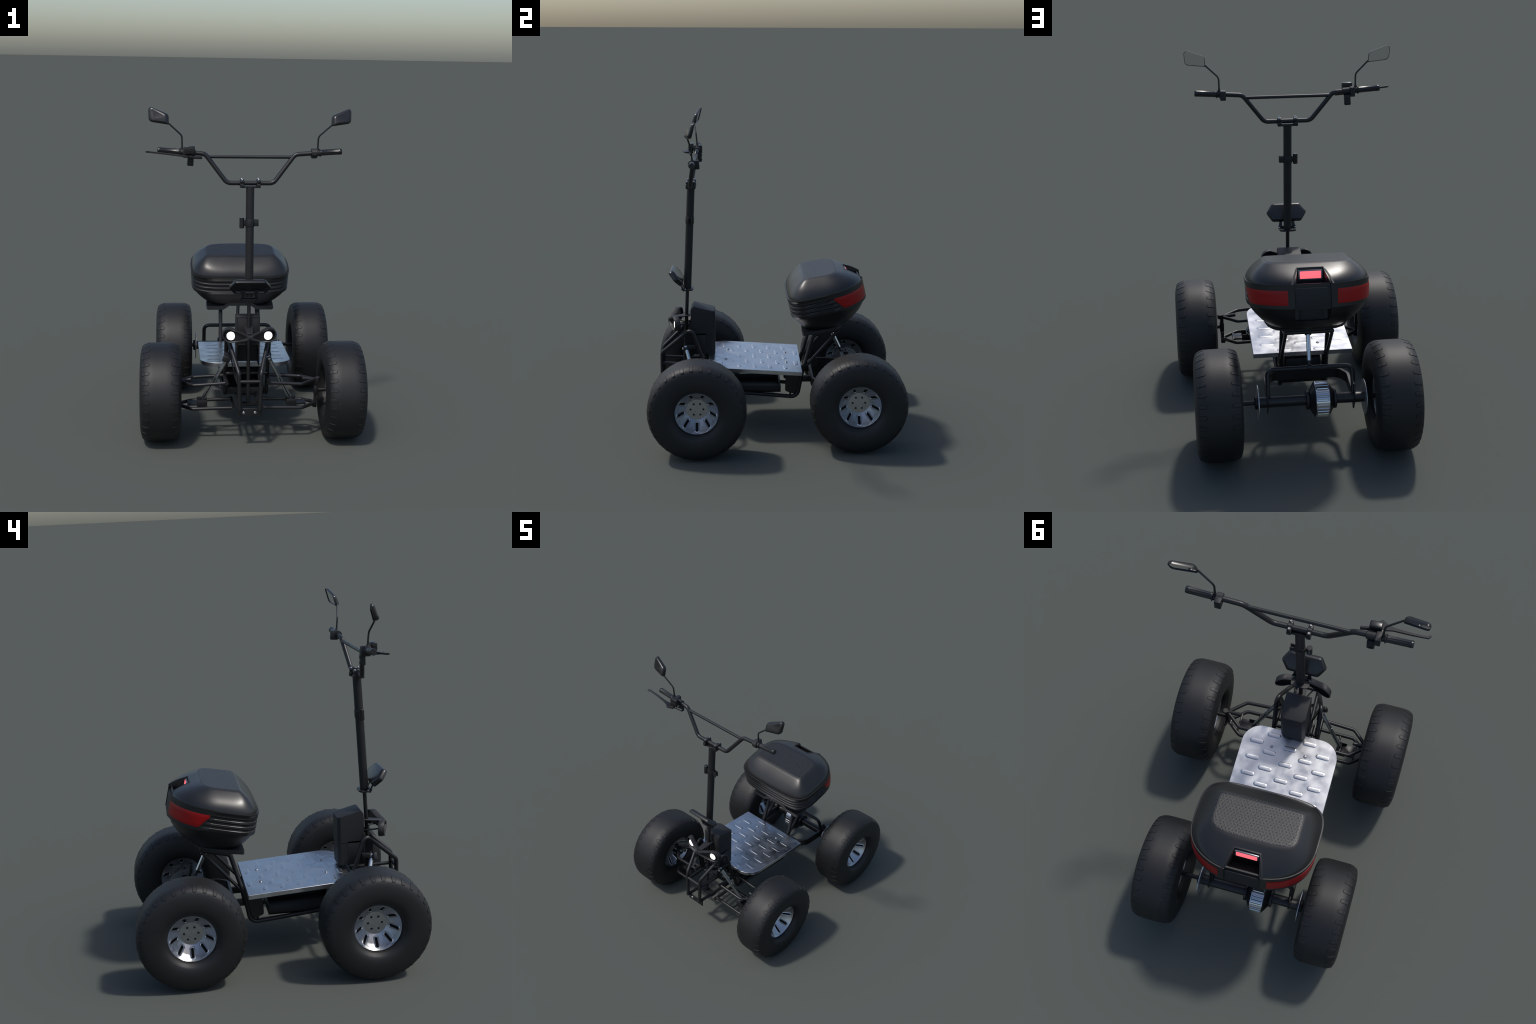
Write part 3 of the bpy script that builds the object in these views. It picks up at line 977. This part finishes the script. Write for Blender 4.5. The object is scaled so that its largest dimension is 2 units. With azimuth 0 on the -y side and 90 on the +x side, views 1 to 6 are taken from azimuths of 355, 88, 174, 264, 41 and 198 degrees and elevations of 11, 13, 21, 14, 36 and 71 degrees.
for s in (1, -1):
    grid = []
    NU, NW = 28, 7
    w0, w1 = -0.106, -0.029
    for j in range(NW + 1):
        w = w0 + (w1 - w0) * j / NW
        row = []
        f = j / NW
        # front end runs slanted, rear end stops beside the latch
        vstart = 0.085 - 0.062 * f + (0.008 if j == NW else 0)
        th0 = math.asin(max(-0.99, min(0.99, vstart / 0.32)))
        th1 = radians(69.5)
        # solve the angles for the wanted v and x
        lo, hi = -0.4, 1.5
        for _ in range(40):
            m_ = (lo + hi) / 2
            if waist_point(m_, w, 0).y < vstart:
                lo = m_
            else:
                hi = m_
        th0 = lo
        lo, hi = 0.2, pi / 2
        for _ in range(40):
            m_ = (lo + hi) / 2
            if waist_point(m_, w, 0).x > 0.127:
                lo = m_
            else:
                hi = m_
        th1 = lo
        for i in range(NU + 1):
            edge = min(i, NU - i, j * 2, (NW - j) * 2)
            d = 0.0012 if edge == 0 else 0.0030
            p = waist_point(th0 + (th1 - th0) * i / NU, w, d)
            row.append(V((s * p.x, p.y, p.z)))
        grid.append(row)
    verts = [p for r in grid for p in r]
    n0 = len(verts)
    verts += [V((p.x * 0.985, p.y * 0.985, p.z)) for r in grid for p in r]
    W = NU + 1
    faces = []
    for j in range(NW):
        for i in range(NU):
            q = (j * W + i, j * W + i + 1, (j + 1) * W + i + 1, (j + 1) * W + i)
            faces.append(q)
            faces.append(tuple(n0 + k for k in q[::-1]))
    rim_ = [i for i in range(W)] + [j * W + NU for j in range(1, NW + 1)] + [NW * W + i for i in range(NU - 1, -1, -1)] + [j * W for j in range(NW - 1, 0, -1)]
    for a, b in zip(rim_, rim_[1:] + rim_[:1]):
        faces.append((a, n0 + a, n0 + b, b))
    add("reflector", mesh("reflector", verts, faces, 30), RED, case)


# latch: surround, cover plate, tongue, tail light
def cblock(name, c, s, bevel, mat, R=None, parent=None):
    return block(name, c, s, R, bevel, mat, parent or case)


latch = cblock("latch", (0, 0.2330, -0.076), (0.184, 0.012, 0.112), 0.0015, MATTE)
cblock("latch_tongue", (0, 0.158, -0.158), (0.121, 0.014, 0.084), 0.0015, MATTE)
bvh = mathutils.bvhtree.BVHTree.FromPolygons([tuple(p) for p in lid_v], lid_f)


def on_lid(x, vv, up=0.0):
    hit = bvh.ray_cast(V((x, vv, 0.5)), V((0, 0, -1)))
    return V((x, vv, (hit[0].z if hit[0] is not None else 0.0) + up))


edge = [(-0.1055, 0.243)] + [(-0.068 - 0.0375 * (1 - t), 0.146 + 0.097 * (1 - t)) for t in (0.2, 0.4, 0.6, 0.8)] + [(-0.069, 0.143)]
edge = edge + [(0, 0.143)] + [(-x, q) for x, q in edge[::-1]]
vv_, ff_ = sweep([on_lid(x, q, -0.001) for x, q in edge], [(-0.006, -0.004), (0.006, -0.004), (0.005, 0.002), (-0.005, 0.002)], up=(0, 0, 1))
add("latch_frame", mesh("latch_frame", vv_, ff_, 30), MATTE, case)
tl = cblock("tail_light", (0, 0.152, 0.034), (0.128, 0.014, 0.052), 0.004, BEZEL)
cblock("tail_lens", (0, 0.1575, 0.035), (0.110, 0.008, 0.039), 0.003, TAIL)

# rack under the case: thick moulded base with a raised middle channel
st = [(0.163, 0.212), (0.168, 0.222), (0.25, 0.224), (0.33, 0.214), (0.38, 0.190), (0.410, 0.150), (0.424, 0.100)]
rr_ = []
for y, hw in st:
    f = (y - 0.165) / 0.285
    zb = 0.636 + 0.040 * f
    t = 0.026 - 0.004 * f
    rise = 0.027 * max(0.0, 1 - 1.2 * f)
    k = hw / 0.222
    xs = [(-hw, zb + 0.006), (-hw + 0.006, zb), (-0.118 * k, zb), (-0.074 * k, zb + rise), (0.074 * k, zb + rise), (0.118 * k, zb), (hw - 0.006, zb), (hw, zb + 0.006),
          (hw, zb + t - 0.003), (hw - 0.003, zb + t), (0.116 * k, zb + t), (0.072 * k, zb + t + rise), (-0.072 * k, zb + t + rise), (-0.116 * k, zb + t), (-hw + 0.003, zb + t), (-hw, zb + t - 0.003)]
    rr_.append([V((mx(x), y, z)) for x, z in xs])
rack = loft("case_rack", rr_, MATTE, angle=30)
block("rack_pad", (mx(0), 0.315, 0.672), (0.26, 0.19, 0.022), bevel=0.004, mat=PAINT, parent=rack)

# ------------------------------------------------------------------ rear swing arm, axle, brakes
bar2 = [(-0.007, -0.0285), (0.007, -0.0285), (0.009, -0.0265), (0.009, 0.0265), (0.007, 0.0285), (-0.007, 0.0285), (-0.009, 0.0265), (-0.009, -0.0265)]
path = fillet([V((mx(-0.229), 0.500, 0.302)), V((mx(-0.229), 0.30, 0.316)), V((mx(-0.185), 0.232, 0.316)), V((mx(0.185), 0.232, 0.316)), V((mx(0.229), 0.30, 0.316)), V((mx(0.229), 0.500, 0.302))], 0.06, 5)
v, f = sweep(path, bar2, up=(0, 0, 1))
swing = add("swing_arm", mesh("swing_arm", v, f, 30), PAINT)
for s in (1, -1):
    block("swing_pivot", (mx(s * 0.10), 0.195, 0.312), (0.022, 0.080, 0.040), bevel=0.004, parent=swing)
tube("shock_hoop", [V((mx(-0.229), 0.487, 0.300)), V((mx(-0.229), 0.433, 0.457)), V((mx(0.229), 0.433, 0.457)), V((mx(0.229), 0.487, 0.300))], 0.0124, 0.035, parent=swing)
for s in (1, -1):
    o2 = fillet([(0.450, 0.315), (0.470, 0.382), (0.500, 0.382), (0.535, 0.325), (0.530, 0.288), (0.500, 0.230), (0.485, 0.230), (0.455, 0.278)], 0.008, 3, True)
    prism("axle_bracket", [(p.x, p.y) for p in o2], lambda p, q, h, s=s: V((mx(s * 0.232 + h), p, q)), 0.006, PAINT, swing, ch=0.001)

AX = V((0, 0.493, TYRE_R))
axle = lathe("rear_axle", [(mx(-0.283), 0), (mx(-0.283), 0.029), (mx(0.283), 0.029), (mx(0.283), 0)], AX, (1, 0, 0), 32, PAINT)
lathe("drive_shaft", [(-0.45, 0), (-0.45, 0.0120), (0.45, 0.0120), (0.45, 0)], AX, (1, 0, 0), 18, PAINT, axle)
lathe("gear_housing", [(-0.001, 0.0), (-0.001, 0.051), (-0.003, 0.053), (-0.014, 0.053), (-0.016, 0.046), (-0.019, 0.050), (-0.043, 0.090), (-0.048, 0.092), (-0.048, 0.08),
                       (-0.117, 0.08), (-0.117, 0.092), (-0.122, 0.090), (-0.144, 0.055), (-0.147, 0.048), (-0.149, 0.053), (-0.160, 0.053), (-0.162, 0.051), (-0.162, 0.0)], AX, (1, 0, 0), 40, PAINT, axle)
# motor ring with lengthwise slots
NR = 30
rows = []
for a, lowk in ((-0.0460, 0), (-0.0475, 0), (-0.0515, 0), (-0.0535, 1), (-0.1115, 1), (-0.1135, 0), (-0.1175, 0), (-0.1190, 0)):
    row = []
    edge = a in (-0.0460, -0.1190)
    for i in range(NR * 6):
        ph = i % 6
        r = 0.0965 - (0.0015 if edge else 0) - (0.0030 * lowk if ph in (2, 3, 4) else 0)
        th = 2 * pi * i / (NR * 6)
        row.append(V((AX.x + a, AX.y + r * sin(th), AX.z - r * cos(th))))
    rows.append(row)
loft("motor_ring", rows, CHROME, axle, angle=30)
# brake discs with drilled holes
NH, M = 18, 20
verts, faces = [], []
for k in range(NH):
    c = 2 * pi * k / NH
    rc, rh, ri, ro = 0.0800, 0.0060, 0.048, 0.0940
    for a, sg in ((0.0, 1), (0.004, -1)):
        base = len(verts)
        for i in range(M):
            th = 2 * pi * i / M
            r, t = rc + rh * cos(th), rh * sin(th)
            verts.append(V((a, sqrt(r * r + t * t) * sin(c + atan2(t, r)), -sqrt(r * r + t * t) * cos(c + atan2(t, r)))))
        for i in range(M):
            th = 2 * pi * i / M
            q = max(abs(cos(th)), abs(sin(th)))
            bx, by = cos(th) / q, sin(th) / q
            r = rc + bx * ((ro - rc) if bx > 0 else (rc - ri))
            phi = c + by * pi / NH
            verts.append(V((a, r * sin(phi), -r * cos(phi))))
        for i in range(M):
            j = (i + 1) % M
            faces.append((base + i, base + j, base + M + j, base + M + i))
    b0 = len(verts) - 4 * M
    for i in range(M):
        j = (i + 1) % M
        faces.append((b0 + i, b0 + j, b0 + 2 * M + j, b0 + 2 * M + i))
off = len(verts)
v2, f2 = lathe_data([(0.0, 0.094), (0.004, 0.094)], 48)
verts += [V(p) for p in v2]
faces += [tuple(i + off for i in q) for q in f2]
off = len(verts)
v2, f2 = lathe_data([(0.0, 0.0), (0.0, 0.048), (0.004, 0.048), (0.004, 0.0)], 48)
verts += [V(p) for p in v2]
faces += [tuple(i + off for i in q) for q in f2]
DISC = mesh("brake_disc", verts, faces, 30)
DISC.materials.append(DISC_STEEL)
for s in (1, -1):
    add("brake_disc", DISC, None, axle, (mx(s * 0.286) - 0.002, AX.y, AX.z))
    lathe("disc_carrier", [(0, 0), (0, 0.036), (0.010, 0.036), (0.014, 0.030), (0.014, 0)], (mx(s * 0.290), AX.y, AX.z), (s, 0, 0), 28, PAINT, axle)

# central rear damper
t0, t1 = V((CX, 0.356, 0.622)), V((mx(0.002), 0.433, 0.458))
d = t1 - t0
sh = rod("shock_absorber", t0, t0 + d * 0.80, 0.0118, mat=CHROME)
rod("shock_rod", t0 + d * 0.78, t1, 0.0085, mat=PAINT, parent=sh)
rod("shock_eye", t1 + V((-0.014, 0, 0.002)), t1 + V((0.014, 0, 0.002)), 0.014, mat=PAINT, parent=sh)
rod("shock_eye", t0 + V((-0.018, 0, 0.004)), t0 + V((0.018, 0, 0.004)), 0.013, mat=PAINT, parent=sh)
